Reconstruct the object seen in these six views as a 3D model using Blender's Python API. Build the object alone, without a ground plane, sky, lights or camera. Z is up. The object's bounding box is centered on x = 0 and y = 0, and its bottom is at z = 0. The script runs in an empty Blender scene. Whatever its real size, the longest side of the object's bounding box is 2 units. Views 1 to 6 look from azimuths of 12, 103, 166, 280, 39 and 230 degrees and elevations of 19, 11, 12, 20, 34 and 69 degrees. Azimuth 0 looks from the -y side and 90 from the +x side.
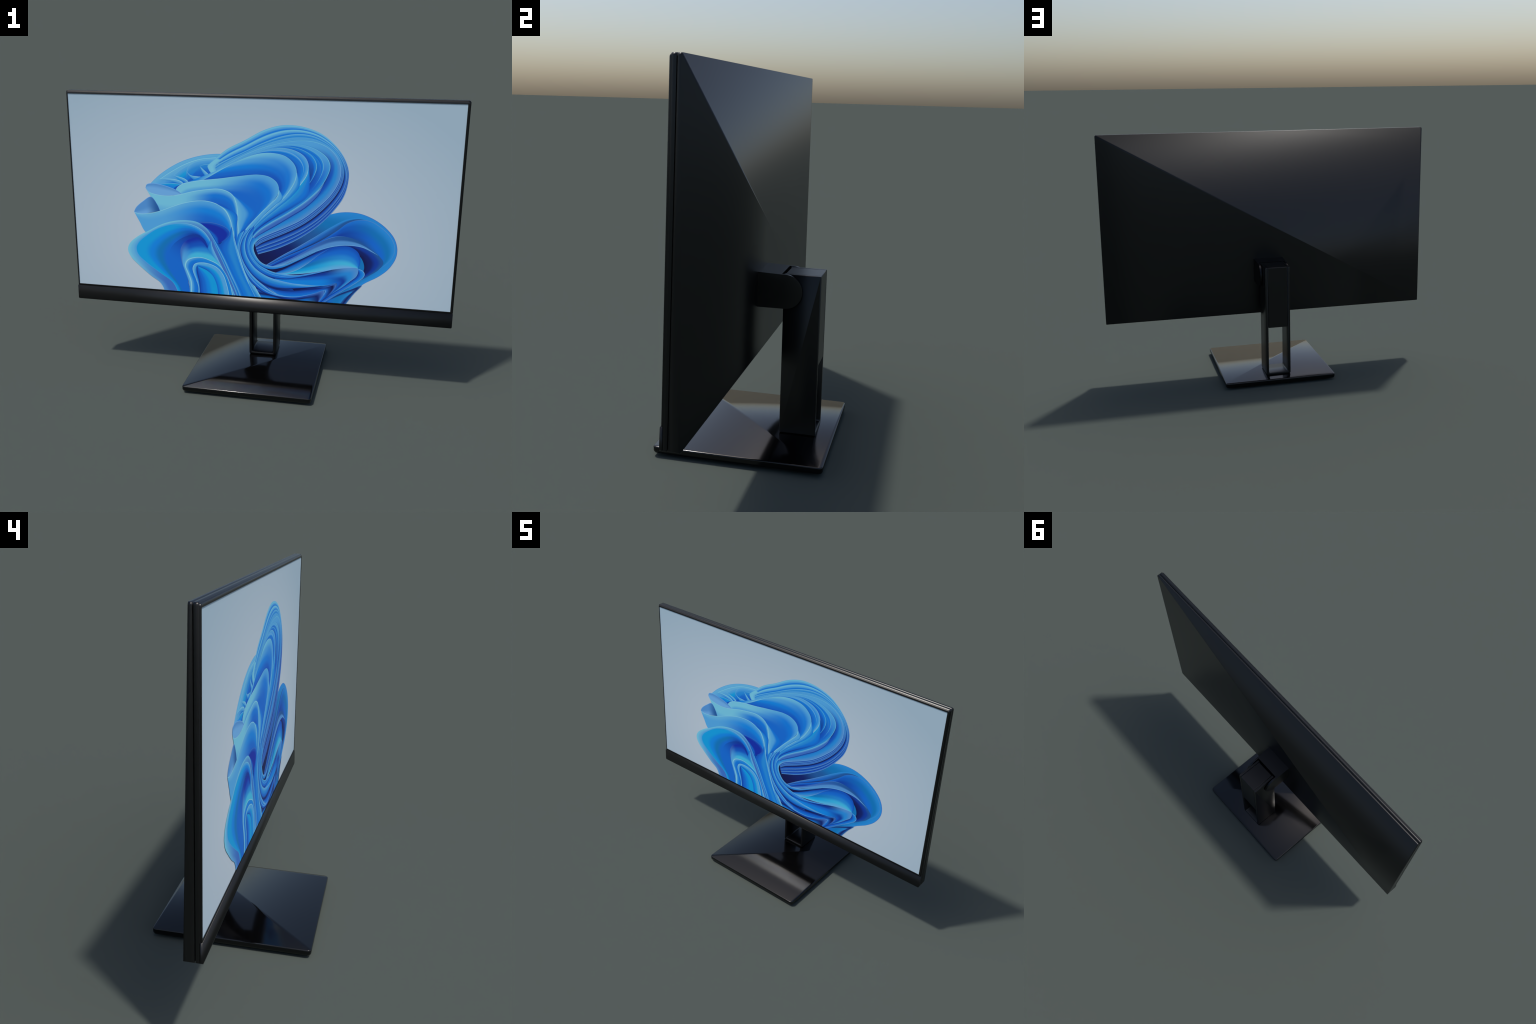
import bpy, bmesh, math, random
from mathutils import Vector

random.seed(11)

# ------------------------------------------------------------------ helpers
def new_object(name, mesh, parent=None, mats=()):
    ob = bpy.data.objects.new(name, mesh)
    bpy.context.scene.collection.objects.link(ob)
    if parent:
        ob.parent = parent
    for m in mats:
        mesh.materials.append(m)
    return ob


def finish(bm, name, parent, mats, smooth=True):
    bmesh.ops.recalc_face_normals(bm, faces=bm.faces[:])
    me = bpy.data.meshes.new(name)
    bm.to_mesh(me)
    bm.free()
    for p in me.polygons:
        p.use_smooth = smooth
    return new_object(name, me, parent, mats)


def rounded_outline(x0, x1, z0, z1, radii, seg=4):
    """Corner order: low-left, low-right, high-right, high-left; counter-clockwise."""
    out = []
    for (cx, cz, r, a0) in ((x0, z0, radii[0], 180), (x1, z0, radii[1], 270),
                            (x1, z1, radii[2], 0), (x0, z1, radii[3], 90)):
        if r <= 0:
            out.append((cx, cz))
            continue
        ox = cx + r if cx == x0 else cx - r
        oz = cz + r if cz == z0 else cz - r
        for i in range(seg + 1):
            a = math.radians(a0 + 90 * i / seg)
            out.append((ox + r * math.cos(a), oz + r * math.sin(a)))
    return out


def slab(rings, caps=(None, None)):
    """Lofts a list of closed rings of 3D points; caps are fan-triangulated from the
    given vertex number, so the smooth normals run the way a plain n-gon cap has them."""
    bm = bmesh.new()
    vs = [[bm.verts.new(p) for p in ring] for ring in rings]
    n = len(rings[0])
    for a, b in zip(vs, vs[1:]):
        for i in range(n):
            j = (i + 1) % n
            bm.faces.new((a[i], a[j], b[j], b[i]))
    for ring, start in ((vs[0], caps[0]), (vs[-1], caps[1])):
        if start is None:
            continue
        for k in range(1, n - 1):
            bm.faces.new((ring[start], ring[(start + k) % n], ring[(start + k + 1) % n]))
    return bm


def lean_normals(ob, pick, degrees, axis):
    """Soft shading: the picked vertices of a flat sheet get normals that lean outwards."""
    me, ax = ob.data, Vector(axis)
    ns = []
    for v in me.vertices:
        n = v.normal.copy()
        if pick(v.co):
            side = n - ax * n.dot(ax)
            if side.length > 1e-6:
                n = ax * math.cos(math.radians(degrees)) + side.normalized() * math.sin(math.radians(degrees))
        ns.append(n)
    me.normals_split_custom_set_from_vertices(ns)


# ---------------------------------------------------------------- materials
def plastic(name, colour, rough, spec=0.5, grain=0.0):
    m = bpy.data.materials.new(name)
    m.use_nodes = True
    nt = m.node_tree
    b = nt.nodes["Principled BSDF"]
    b.inputs["Specular IOR Level"].default_value = spec
    tc = nt.nodes.new("ShaderNodeTexCoord")
    no = nt.nodes.new("ShaderNodeTexNoise")
    no.inputs["Scale"].default_value = 30.0
    nt.links.new(tc.outputs["Object"], no.inputs["Vector"])
    cr = nt.nodes.new("ShaderNodeValToRGB")
    c0 = tuple(v * (1 - grain) for v in colour)
    c1 = tuple(v * (1 + grain) for v in colour)
    cr.color_ramp.elements[0].color = (*c0, 1)
    cr.color_ramp.elements[1].color = (*c1, 1)
    nt.links.new(no.outputs["Fac"], cr.inputs["Fac"])
    nt.links.new(cr.outputs["Color"], b.inputs["Base Color"])
    b.inputs["Roughness"].default_value = rough
    return m


CASE = plastic("black_case_plastic", (0.0030, 0.0030, 0.0032), 0.34, 0.5, 0.1)
CHIN = plastic("black_chin_plastic", (0.0028, 0.0028, 0.0030), 0.37, 0.5, 0.1)
STAND = plastic("black_stand_plastic", (0.0020, 0.0020, 0.0022), 0.33, 0.5, 0.1)
GLOSS = plastic("glossy_black_base", (0.0015, 0.0015, 0.0017), 0.12, 0.5, 0.1)

monitor = bpy.data.objects.new("computer_monitor", None)
bpy.context.scene.collection.objects.link(monitor)
monitor["label"] = "widescreen computer monitor, black, on glossy square stand base"
monitor["category"] = "computer monitor"

# ------------------------------------------------------------ screen housing
Z_TOP, Z_LOW, TILT = 1.4850, 0.3620, 0.0225


def seam(z):                      # the parting groove: a plane leaning back a little
    return -0.0020 - TILT * (1.4757 - z)


def ring(outline, depth):
    return [(x, depth(z), z) for x, z in outline]


def shrink(outline, d, z_low=True):
    """Moves every point of a housing outline inwards by d on the sides and top."""
    zs = [z for _, z in outline]
    lo, hi = min(zs), max(zs)
    mid = (lo + hi) / 2
    return [(x * (1 - d), z - d if z > mid else (z + d if z_low else z)) for x, z in outline]


BACK_Y = 0.0118
house = rounded_outline(-1.0, 1.0, Z_LOW, Z_TOP, (0.004, 0.004, 0.009, 0.009), 4)
house_in = shrink(house, 0.005)

# back cover: a wedge between the leaning groove and the upright back
bm = slab([ring(house_in, lambda z: seam(z) - 0.002),
           ring(house_in, lambda z: seam(z) + 0.0015),
           ring(house, lambda z: seam(z) + 0.0017),
           ring(house, lambda z: BACK_Y)], (0, 0))
back = finish(bm, "back_cover", monitor, [CASE])
# middle frame
bm = slab([ring(house_in, lambda z: seam(z) - 0.0005),
           ring(house, lambda z: seam(z) - 0.0017),
           ring(house, lambda z: seam(z) - 0.0165)], (0, 0))
frame = finish(bm, "frame", monitor, [CASE])

# thin front bezel around the display
DX0, DX1, DZ0, DZ1 = -0.9910, 0.9862, 0.4465, 1.4702
outer = rounded_outline(-0.9965, 0.9965, 0.42, 1.4808, (0, 0, 0.007, 0.007), 4)
outer2 = rounded_outline(-0.9940, 0.9940, 0.42, 1.4785, (0, 0, 0.006, 0.006), 4)
inner = rounded_outline(DX0, DX1, DZ0, DZ1, (0.0004, 0.0004, 0.0004, 0.0004), 4)
bm = bmesh.new()


def loft_open(bm, rings):
    vs = [[bm.verts.new(p) for p in r] for r in rings]
    for a, b in zip(vs, vs[1:]):
        n = len(a)
        for i in range(n):
            j = (i + 1) % n
            bm.faces.new((a[i], a[j], b[j], b[i]))


o_sq = rounded_outline(-0.9965, 0.9965, 0.42, 1.4808, (0.0004, 0.0004, 0.007, 0.007), 4)
o2_sq = rounded_outline(-0.9945, 0.9945, 0.42, 1.4788, (0.0004, 0.0004, 0.006, 0.006), 4)
loft_open(bm, [ring(o_sq, lambda z: seam(z) - 0.0150),
               ring(o_sq, lambda z: seam(z) - 0.0212),
               ring(o2_sq, lambda z: seam(z) - 0.0228),
               ring(inner, lambda z: seam(z) - 0.0228)])
loft_open(bm, [ring(inner, lambda z: seam(z) - 0.0228),
               ring(inner, lambda z: seam(z) - 0.0200)])
bezel = finish(bm, "bezel", monitor, [CASE])

# chin: the proud strip along the lower edge
chin_o = rounded_outline(-1.0, 1.0, 0.3610, 0.4375, (0.006, 0.006, 0.0, 0.0), 4)
bm = slab([ring(chin_o, lambda z: seam(z) - 0.0150),
           ring(chin_o, lambda z: seam(z) - 0.0262 + 0.0012 * max(0.0, (z - 0.425) / 0.012))], (0, 0))
chin = finish(bm, "chin", monitor, [CHIN])

# -------------------------------------------------------------------- base
BASE_TOP = 0.0370


def flat(outline, z):
    return [(x, y, z) for x, y in outline]


def base_ring(inset, z):
    r = 0.016 - inset * 0.5
    h = 0.3350 - inset
    return flat(rounded_outline(-h, h, -h, h, (r,) * 4, 4), z)


bm = slab([base_ring(0.012, 0.0080), base_ring(0.0035, 0.0105), base_ring(0.0, 0.0180),
           base_ring(0.0, 0.0325), base_ring(0.0009, 0.0357), base_ring(0.0028, BASE_TOP)],
          (12, None))
# the top sheet: two big triangles that meet on the diagonal, slivers round the corners
bm.verts.ensure_lookup_table()
top = bm.verts[-20:]
for tri in ([(10, 17, 0), (10, 0, 4), (10, 4, 5)] + [(0, k, k + 1) for k in range(17, 19)]
            + [(0, k, k + 1) for k in range(1, 4)]
            + [(10, k, k + 1) for k in range(5, 9)] + [(10, k, k + 1) for k in range(11, 17)]):
    bm.faces.new([top[k] for k in tri])
base = finish(bm, "base", monitor, [GLOSS])
lean_normals(base, lambda co: co.z > BASE_TOP - 1e-4, 20.0, (0, 0, 1))
bm = slab([base_ring(0.030, 0.0), base_ring(0.030, 0.0085)], (12, 12))
pad = finish(bm, "foot_pad", base, [STAND])

# --------------------------------------------------------------- stand arm
ARM_W, ARM_T, ARM_Y0, ARM_Y1, ARM_TOP = 0.0745, 0.0150, 0.1130, 0.2615, 0.7035


def u_profile(grow):
    """Outline of the U in the x-z plane, from the right top round the outside and back."""
    w, t, zb = ARM_W - grow, ARM_T - 2 * grow, BASE_TOP - 0.0005 + grow
    top = ARM_TOP - grow
    ro, ri = 0.011, 0.008
    pts = [(w, top - 0.003)]
    for i in range(5):
        a = math.radians(-90 * i / 4)
        pts.append((w - ro + ro * math.cos(a), zb + ro + ro * math.sin(a)))
    for i in range(5):
        a = math.radians(-90 - 90 * i / 4)
        pts.append((-w + ro + ro * math.cos(a), zb + ro + ro * math.sin(a)))
    pts += [(-w, top - 0.003), (-w + 0.003, top), (-w + t, top)]
    for i in range(5):
        a = math.radians(180 + 90 * i / 4)
        pts.append((-w + t + ri + ri * math.cos(a), zb + t + ri + ri * math.sin(a)))
    for i in range(5):
        a = math.radians(270 + 90 * i / 4)
        pts.append((w - t - ri + ri * math.cos(a), zb + t + ri + ri * math.sin(a)))
    pts += [(w - t, top), (w - 0.003, top)]
    return pts


def side_ring(pts, y):
    return [(x, y, z) for x, z in pts]


bm = bmesh.new()
rings = [side_ring(u_profile(g), y) for g, y in
         ((0.0025, ARM_Y0), (0.0, ARM_Y0 + 0.0025),
          (0.0, ARM_Y1 - 0.003), (0.0008, ARM_Y1 - 0.001), (0.003, ARM_Y1))]
vs = [[bm.verts.new(p) for p in r] for r in rings]
n = len(rings[0])
for a, b in zip(vs, vs[1:]):
    for i in range(n):
        j = (i + 1) % n
        right = i == 0 or i > n // 2                   # the diagonal runs from the top at the back
        if right:                                      # to the foot at the front
            bm.faces.new((a[j], b[i], a[i]))
            bm.faces.new((a[j], b[j], b[i]))
        else:
            bm.faces.new((a[i], a[j], b[j]))
            bm.faces.new((a[i], b[j], b[i]))
for r in (vs[0], vs[-1]):
    half = n // 2
    for i in range(half - 1):          # ladder of quads between outside and inside
        bm.faces.new((r[i], r[i + 1], r[n - 2 - i], r[n - 1 - i]))
arm = finish(bm, "stand_arm", monitor, [STAND])
me, ns = arm.data, []
for p in me.polygons:
    wall = abs(p.normal.x) > 0.9
    upper = wall and sum(me.vertices[v].co.z > 0.6 for v in p.vertices) == 2
    for v in p.vertices:
        q = me.vertices[v].normal.copy()
        if p.normal.z > 0.9 and me.vertices[v].co.z > 0.6:
            q = p.normal.copy()
        elif wall and me.vertices[v].co.z > 0.6:
            q.z = 0.30 if upper else 0.0
        elif wall:
            q.z = 0.0
        ns.append(q.normalized())
me.normals_split_custom_set(ns)

# the block that fills the upper part of the U
bm = bmesh.new()
bmesh.ops.create_cube(bm, size=1.0)
cw = ARM_W - ARM_T - 0.0010
z0, z1 = 0.3355, ARM_TOP - 0.0002
y0, y1 = ARM_Y0 + 0.004, ARM_Y1 - 0.0003
for v in bm.verts:
    v.co = (v.co.x * 2 * cw, (y0 + y1) / 2 + v.co.y * (y1 - y0), (z0 + z1) / 2 + v.co.z * (z1 - z0))
bmesh.ops.bevel(bm, geom=bm.edges[:], offset=0.0025, segments=2, affect='EDGES', profile=0.5)
cover = finish(bm, "arm_cover", arm, [STAND])
for p in cover.data.polygons:
    p.use_smooth = p.area < 0.002

# ------------------------------------------------------------ hinge bracket
HC_Y, HC_Z, HC_R = 0.1215, 0.6358, 0.0690
SLOT_Y, SLOT_X = 0.1055, 0.0778


def rim_width(y):
    """Half width of the bracket along its upper and lower edges; it narrows from the screen."""
    return 0.0910 + (0.0888 - 0.0910) * min(1.0, max(0.0, (y - 0.0118) / 0.094))


def side_x(y, z):
    """The bulging outer face of a cheek."""
    rho = math.hypot(max(0.0, y - HC_Y), z - HC_Z) / HC_R
    w = rim_width(y)
    return w + (0.0918 - w) * (1.0 - min(1.0, rho) ** 2.0) ** 0.8


bm = bmesh.new()
a = [bm.verts.new((sx * SLOT_X, 0.0110, HC_Z + sz * HC_R + (0.004 if sz > 0 else 0))) for sx, sz in ((-1, -1), (1, -1), (1, 1), (-1, 1))]
b = [bm.verts.new((sx * SLOT_X, SLOT_Y, HC_Z + sz * HC_R)) for sx, sz in ((-1, -1), (1, -1), (1, 1), (-1, 1))]
for i in range(4):
    j = (i + 1) % 4
    bm.faces.new((a[i], a[j], b[j], b[i]))
bm.faces.new(a)
bm.faces.new(b)
bracket = finish(bm, "hinge_bracket", monitor, [STAND], smooth=False)

ys = [0.0110 + (HC_Y - 0.0110) * k / 8 for k in range(8)]
ys += [HC_Y + HC_R * math.sin(math.radians(90 * k / 14)) for k in range(15)]
for s in (1, -1):
    bm = bmesh.new()
    outer_v, inner_v = [], []
    for y in ys:
        h = math.sqrt(max(0.0, HC_R ** 2 - max(0.0, y - HC_Y) ** 2))
        up = 0.004 * max(0.0, (SLOT_Y - y) / (SLOT_Y - 0.0110))
        col_o, col_i = [], []
        for k in range(17):
            c = -1 + 2 * k / 16
            z = HC_Z + h * c
            zz = z + up * max(0.0, c)
            col_o.append(bm.verts.new((s * side_x(y, z), y, zz)))
            col_i.append(bm.verts.new((s * SLOT_X, y, zz)))
        outer_v.append(col_o)
        inner_v.append(col_i)
    flat_faces = []
    for g in (outer_v, inner_v):
        for c0, c1 in zip(g, g[1:]):
            for k in range(16):
                q = (c0[k], c0[k + 1], c1[k + 1], c1[k])
                if (q[0].co - q[1].co).length + (q[2].co - q[3].co).length > 1e-5:
                    bm.faces.new(q)
    # the narrow edge band round the cheek, with its own vertices so that its edge stays crisp
    loop_o = [c[-1] for c in outer_v] + [c[0] for c in reversed(outer_v)]
    loop_i = [c[-1] for c in inner_v] + [c[0] for c in reversed(inner_v)]
    lo = [bm.verts.new(v.co) for v in loop_o]
    li = [bm.verts.new(v.co) for v in loop_i]
    for k in range(len(lo) - 1):
        if (lo[k].co - lo[k + 1].co).length > 1e-5:
            bm.faces.new((lo[k], lo[k + 1], li[k + 1], li[k]))
    finish(bm, "hinge_cheek", bracket, [STAND])
# the pivot pin that carries the bracket on the arm
bm = bmesh.new()
bmesh.ops.create_cone(bm, cap_ends=True, segments=32, radius1=0.03, radius2=0.03, depth=0.152)
for v in bm.verts:
    v.co = (v.co.z, HC_Y + 0.03 + v.co.x * 0.9, HC_Z + v.co.y)
finish(bm, "hinge_pin", bracket, [STAND])

# ------------------------------------------------------------------ display
# The display is a thin panel whose local x/z run along the picture (metres from its
# centre).  The picture on it, a bloom of folded blue ribbons, is a stack of very thin
# sheets.  Every sheet is lofted between its lit rim and its inner line and leans back by
# a few hundredths of a millimetre from rim to inner line; that lean is what the ribbon
# materials read (Object coordinates) to run from the rim colour to the fold colour.
LEAN = 0.00004                                   # depth of one sheet, metres
STEP = 0.00005                                   # depth between sheets
PZ = (DZ0 + DZ1) / 2
theta = math.atan(TILT)
HALF_W, HALF_H = 1.0, (DZ1 - DZ0) / 2 / math.cos(theta)

bm = bmesh.new()
hx0, hx1, hh = DX0 - 0.001, DX1 + 0.001, HALF_H + 0.001
f = [bm.verts.new(p) for p in ((hx0, 0, -hh), (hx1, 0, -hh), (hx1, 0, hh), (hx0, 0, hh))]
g = [bm.verts.new((v.co.x, 0.0012, v.co.z)) for v in f]
bm.faces.new(f)
bm.faces.new(g[::-1])
for i in range(4):
    j = (i + 1) % 4
    bm.faces.new((f[i], g[i], g[j], f[j]))


def lin(c):
    return tuple(v / 12.92 if v <= 0.04045 else ((v + 0.055) / 1.055) ** 2.4 for v in (k / 255 for k in c))


GAIN = (0.594, 0.612, 0.645)                     # brightness of a white screen in this light
GLARE = 0.0095                                   # what its gloss adds


def base_colour(c):
    return tuple(min(max((v - GLARE) / g, 0.0), 1.0) for v, g in zip(lin(c), GAIN)) + (1.0,)


def nodes_of(m):
    m.use_nodes = True
    nt = m.node_tree
    return nt, nt.nodes["Principled BSDF"], lambda kind: nt.nodes.new("ShaderNode" + kind)


def math_node(nt, op, a, b=None):
    n = nt.nodes.new("ShaderNodeMath")
    n.operation = op
    for k, v in enumerate((a, b)):
        if v is None:
            continue
        if isinstance(v, (int, float)):
            n.inputs[k].default_value = v
        else:
            nt.links.new(v, n.inputs[k])
    return n.outputs[0]


def ramp(nt, fac, stops, ease=True):
    r = nt.nodes.new("ShaderNodeValToRGB")
    r.color_ramp.interpolation = 'EASE' if ease else 'LINEAR'
    el = r.color_ramp.elements
    while len(el) < len(stops):
        el.new(0.5)
    for e, (p, c) in zip(el, stops):
        e.position, e.color = p, base_colour(c)
    nt.links.new(fac, r.inputs["Fac"])
    return r.outputs["Color"]


SHEEN = 0.5
BACKDROP = bpy.data.materials.new("pale_blue_backdrop")
nt, bsdf, new = nodes_of(BACKDROP)
tc, sep = new("TexCoord"), new("SeparateXYZ")
nt.links.new(tc.outputs["Object"], sep.inputs[0])
ex = math_node(nt, 'MULTIPLY', math_node(nt, 'ADD', sep.outputs["X"], 0.10), 0.72)
ez = math_node(nt, 'MULTIPLY', math_node(nt, 'ADD', sep.outputs["Z"], 0.22), 1.10)
dist = math_node(nt, 'SQRT', math_node(nt, 'ADD', math_node(nt, 'MULTIPLY', ex, ex), math_node(nt, 'MULTIPLY', ez, ez)))
col = ramp(nt, dist, ((0.0, (172, 182, 196)), (0.35, (168, 181, 194)), (0.62, (157, 174, 189)), (0.98, (142, 164, 181))), False)
nt.links.new(col, bsdf.inputs["Base Color"])
bsdf.inputs["Roughness"].default_value = SHEEN
display = finish(bm, "display", monitor, [BACKDROP], smooth=False)
display.location = (0.0, seam(PZ) - 0.0206, PZ)
display.rotation_euler = (-theta, 0.0, 0.0)

# the palette of the bloom, as seen on the lit screen
PAL = dict(
    ice=(126, 188, 210), foam=(106, 178, 206), pale=(92, 163, 205), sky=(76, 150, 205),
    cyan=(14, 143, 204), teal=(64, 168, 206), azure=(18, 121, 205), blue=(24, 111, 200),
    royal=(27, 98, 191), cobalt=(24, 78, 174), deep=(24, 56, 144), indigo=(26, 46, 152),
    navy=(20, 36, 96), night=(20, 28, 74), steel=(76, 132, 192), dusk=(58, 102, 178),
    slate=(36, 82, 144), wave=(40, 126, 198), lake=(20, 108, 172), haze=(100, 156, 208))


def ribbon_material(cols, cols2=None, p0=None, p1=None):
    m = bpy.data.materials.new("ribbon_blue")
    nt, bsdf, new = nodes_of(m)
    tc, sep = new("TexCoord"), new("SeparateXYZ")
    nt.links.new(tc.outputs["Object"], sep.inputs[0])
    t = math_node(nt, 'DIVIDE', sep.outputs["Y"], LEAN)

    def stops(names):
        n = len(names) - 1
        out = [(0.0, PAL[names[0]]), (0.045, PAL[names[0]])]
        out += [(0.11 + 0.87 * (k / max(n - 1, 1)), PAL[c]) for k, c in enumerate(names[1:])]
        return out
    c = ramp(nt, t, stops(cols))
    if cols2:
        c2 = ramp(nt, t, stops(cols2))
        dx, dz = p1[0] - p0[0], p1[1] - p0[1]
        l2 = dx * dx + dz * dz
        along = math_node(nt, 'ADD', math_node(nt, 'MULTIPLY', sep.outputs["X"], dx / l2),
                          math_node(nt, 'MULTIPLY', sep.outputs["Z"], dz / l2))
        mr = new("MapRange")
        mr.interpolation_type = 'SMOOTHSTEP'
        nt.links.new(math_node(nt, 'SUBTRACT', along, (p0[0] * dx + p0[1] * dz) / l2), mr.inputs[0])
        mix = new("Mix")
        mix.data_type = 'RGBA'
        nt.links.new(mr.outputs[0], mix.inputs[0])
        nt.links.new(c, mix.inputs[6])
        nt.links.new(c2, mix.inputs[7])
        c = mix.outputs[2]
    nt.links.new(c, bsdf.inputs["Base Color"])
    bsdf.inputs["Roughness"].default_value = SHEEN
    return m


def smooth_curve(pts, n):
    """n points, evenly spaced, on a centripetal Catmull-Rom spline through pts."""
    P = [Vector(p) for p in pts]
    P = [P[0] * 2 - P[1]] + P + [P[-1] * 2 - P[-2]]
    dense = []
    for a, b, c, d in zip(P, P[1:], P[2:], P[3:]):
        t0 = 0.0
        t1 = t0 + max((b - a).length, 1e-5) ** 0.5
        t2 = t1 + max((c - b).length, 1e-5) ** 0.5
        t3 = t2 + max((d - c).length, 1e-5) ** 0.5
        for k in range(16):
            t = t1 + (t2 - t1) * k / 16
            a1 = a * ((t1 - t) / (t1 - t0)) + b * ((t - t0) / (t1 - t0))
            a2 = b * ((t2 - t) / (t2 - t1)) + c * ((t - t1) / (t2 - t1))
            a3 = c * ((t3 - t) / (t3 - t2)) + d * ((t - t2) / (t3 - t2))
            b1 = a1 * ((t2 - t) / (t2 - t0)) + a2 * ((t - t0) / (t2 - t0))
            b2 = a2 * ((t3 - t) / (t3 - t1)) + a3 * ((t - t1) / (t3 - t1))
            dense.append(b1 * ((t2 - t) / (t2 - t1)) + b2 * ((t - t1) / (t2 - t1)))
    dense.append(P[-2])
    s = [0.0]
    for a, b in zip(dense, dense[1:]):
        s.append(s[-1] + (b - a).length)
    out, k = [], 0
    for i in range(n):
        want = s[-1] * i / (n - 1)
        while k < len(s) - 2 and s[k + 1] < want:
            k += 1
        w = (want - s[k]) / max(s[k + 1] - s[k], 1e-9)
        out.append(dense[k].lerp(dense[k + 1], min(max(w, 0), 1)))
    return out


N_ALONG, ROWS, RIM = 96, 16, 0.0042
level = [0]


def ribbon(rim, inner, cols, cols2=None, p0=None, p1=None, layer=None, mat=None):
    """One folded sheet from its lit rim to its inner line, laid on top of the others."""
    a = rim if isinstance(rim[0], Vector) and len(rim) == N_ALONG else smooth_curve(rim, N_ALONG)
    b = inner if isinstance(inner[0], Vector) and len(inner) == N_ALONG else smooth_curve(inner, N_ALONG)
    bm = bmesh.new()
    rows = []
    for k in range(ROWS + 1):
        row = []
        for p, q in zip(a, b):
            w = max((q - p).length, 1e-6)
            edge = min(RIM / w, 0.30)
            if k == 0:
                s, t = 0.0, 0.0
            else:
                u = (k - 1) / (ROWS - 1)
                s, t = edge + (1 - edge) * u, 0.11 + 0.89 * u
            c = p.lerp(q, s)
            row.append(bm.verts.new((c.x, t * LEAN, max(c.y, -HALF_H - 0.004))))
        rows.append(row)
    for r0, r1 in zip(rows, rows[1:]):
        for i in range(N_ALONG - 1):
            vs = (r0[i], r0[i + 1], r1[i + 1], r1[i])
            if (r0[i].co - r1[i + 1].co).length + (r0[i + 1].co - r1[i].co).length > 2e-5 and \
               max(v.co.z for v in vs) > -HALF_H - 0.0035:
                bm.faces.new(vs)
    for v in [v for v in bm.verts if not v.link_faces]:
        bm.verts.remove(v)
    me = bpy.data.meshes.new("ribbon_fold")
    bm.normal_update()
    for fc in bm.faces:
        if fc.normal.y > 0:
            fc.normal_flip()
    bm.to_mesh(me)
    bm.free()
    ob = new_object("ribbon_fold", me, display, [mat or ribbon_material(cols, cols2, p0, p1)])
    level[0] += 1
    ob.location = (0.0, -STEP * (level[0] if layer is None else layer) - LEAN, 0.0)
    return ob


def between(c0, c1, k):
    """The guide curve a fraction k of the way from c0 to c1."""
    return [p.lerp(q, k) for p, q in zip(smooth_curve(c0, N_ALONG), smooth_curve(c1, N_ALONG))]


def tapered(rim, inner, n):
    """The first n points of a fold, closing to nothing at its far end."""
    out = []
    for i, (p, q) in enumerate(zip(rim[:n], inner[:n])):
        k = min(1.0, max(0.0, (n - 1 - i) / (0.45 * n)))
        out.append(p.lerp(q, k * k * (3 - 2 * k)))
    return rim[:n], out


def pile(at):
    level[0] = at


# ---- right lobe: dark hollow first, then its folds
pile(-1)
ribbon([(-0.265, -0.148), (-0.199, -0.211), (-0.100, -0.205), (-0.015, -0.252), (0.052, -0.348), (0.164, -0.421), (0.327, -0.497)], [(-0.270, -0.542), (-0.202, -0.540), (-0.134, -0.535), (-0.067, -0.529), (0.000, -0.524), (0.133, -0.520), (0.328, -0.511)], ["royal", "cobalt", "deep"])
hollow = [(0.369, -0.046), (0.412, -0.034), (0.467, -0.029), (0.528, -0.036), (0.597, -0.064), (0.653, -0.105), (0.692, -0.153), (0.708, -0.207), (0.702, -0.255), (0.671, -0.310), (0.624, -0.353), (0.543, -0.405), (0.504, -0.455), (0.450, -0.528)]
root = [(-0.067, -0.229), (-0.041, -0.254), (-0.014, -0.286), (0.012, -0.318), (0.045, -0.349), (0.078, -0.374), (0.124, -0.404), (0.171, -0.441), (0.224, -0.485), (0.264, -0.543)]
ribbon(hollow, root, ["dusk", "wave", "lake", "slate", "navy", "night"], ["dusk", "wave", "lake", "royal", "deep", "navy"], (0.316, -0.113), (0.604, -0.321))
c1 = [(0.038, -0.339), (0.129, -0.276), (0.211, -0.224), (0.292, -0.169), (0.378, -0.109), (0.438, -0.073), (0.487, -0.058), (0.536, -0.061), (0.598, -0.083)]
c2 = [(0.045, -0.342), (0.148, -0.281), (0.243, -0.232), (0.330, -0.183), (0.409, -0.126), (0.457, -0.086), (0.511, -0.066), (0.567, -0.072), (0.598, -0.083)]
ribbon(c1, c2, ["steel", "dusk", "royal", "navy"], ["wave", "wave", "slate", "slate"], (0.192, -0.225), (0.469, -0.072))
bowl = [(0.045, -0.342), (0.148, -0.281), (0.243, -0.232), (0.330, -0.183), (0.409, -0.126), (0.457, -0.086), (0.511, -0.066), (0.573, -0.070), (0.635, -0.106), (0.680, -0.154), (0.697, -0.201), (0.686, -0.250), (0.652, -0.292), (0.599, -0.335), (0.538, -0.379), (0.478, -0.424)]
bowl_in = [(0.065, -0.347), (0.161, -0.300), (0.257, -0.267), (0.319, -0.236), (0.381, -0.199), (0.430, -0.183), (0.473, -0.180), (0.517, -0.190), (0.556, -0.220), (0.588, -0.257), (0.602, -0.289), (0.591, -0.316), (0.568, -0.344), (0.538, -0.366), (0.502, -0.395), (0.453, -0.433)]
ribbon(bowl, bowl_in, ["dusk", "royal", "cobalt", "deep", "deep"], ["steel", "wave", "lake", "royal", "slate"], (0.379, -0.141), (0.617, -0.210))
c3 = [(0.071, -0.344), (0.161, -0.297), (0.243, -0.248), (0.318, -0.197), (0.380, -0.164), (0.435, -0.155), (0.504, -0.169), (0.567, -0.206), (0.618, -0.242), (0.644, -0.279), (0.622, -0.317), (0.575, -0.353), (0.514, -0.394), (0.453, -0.439)]
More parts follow.
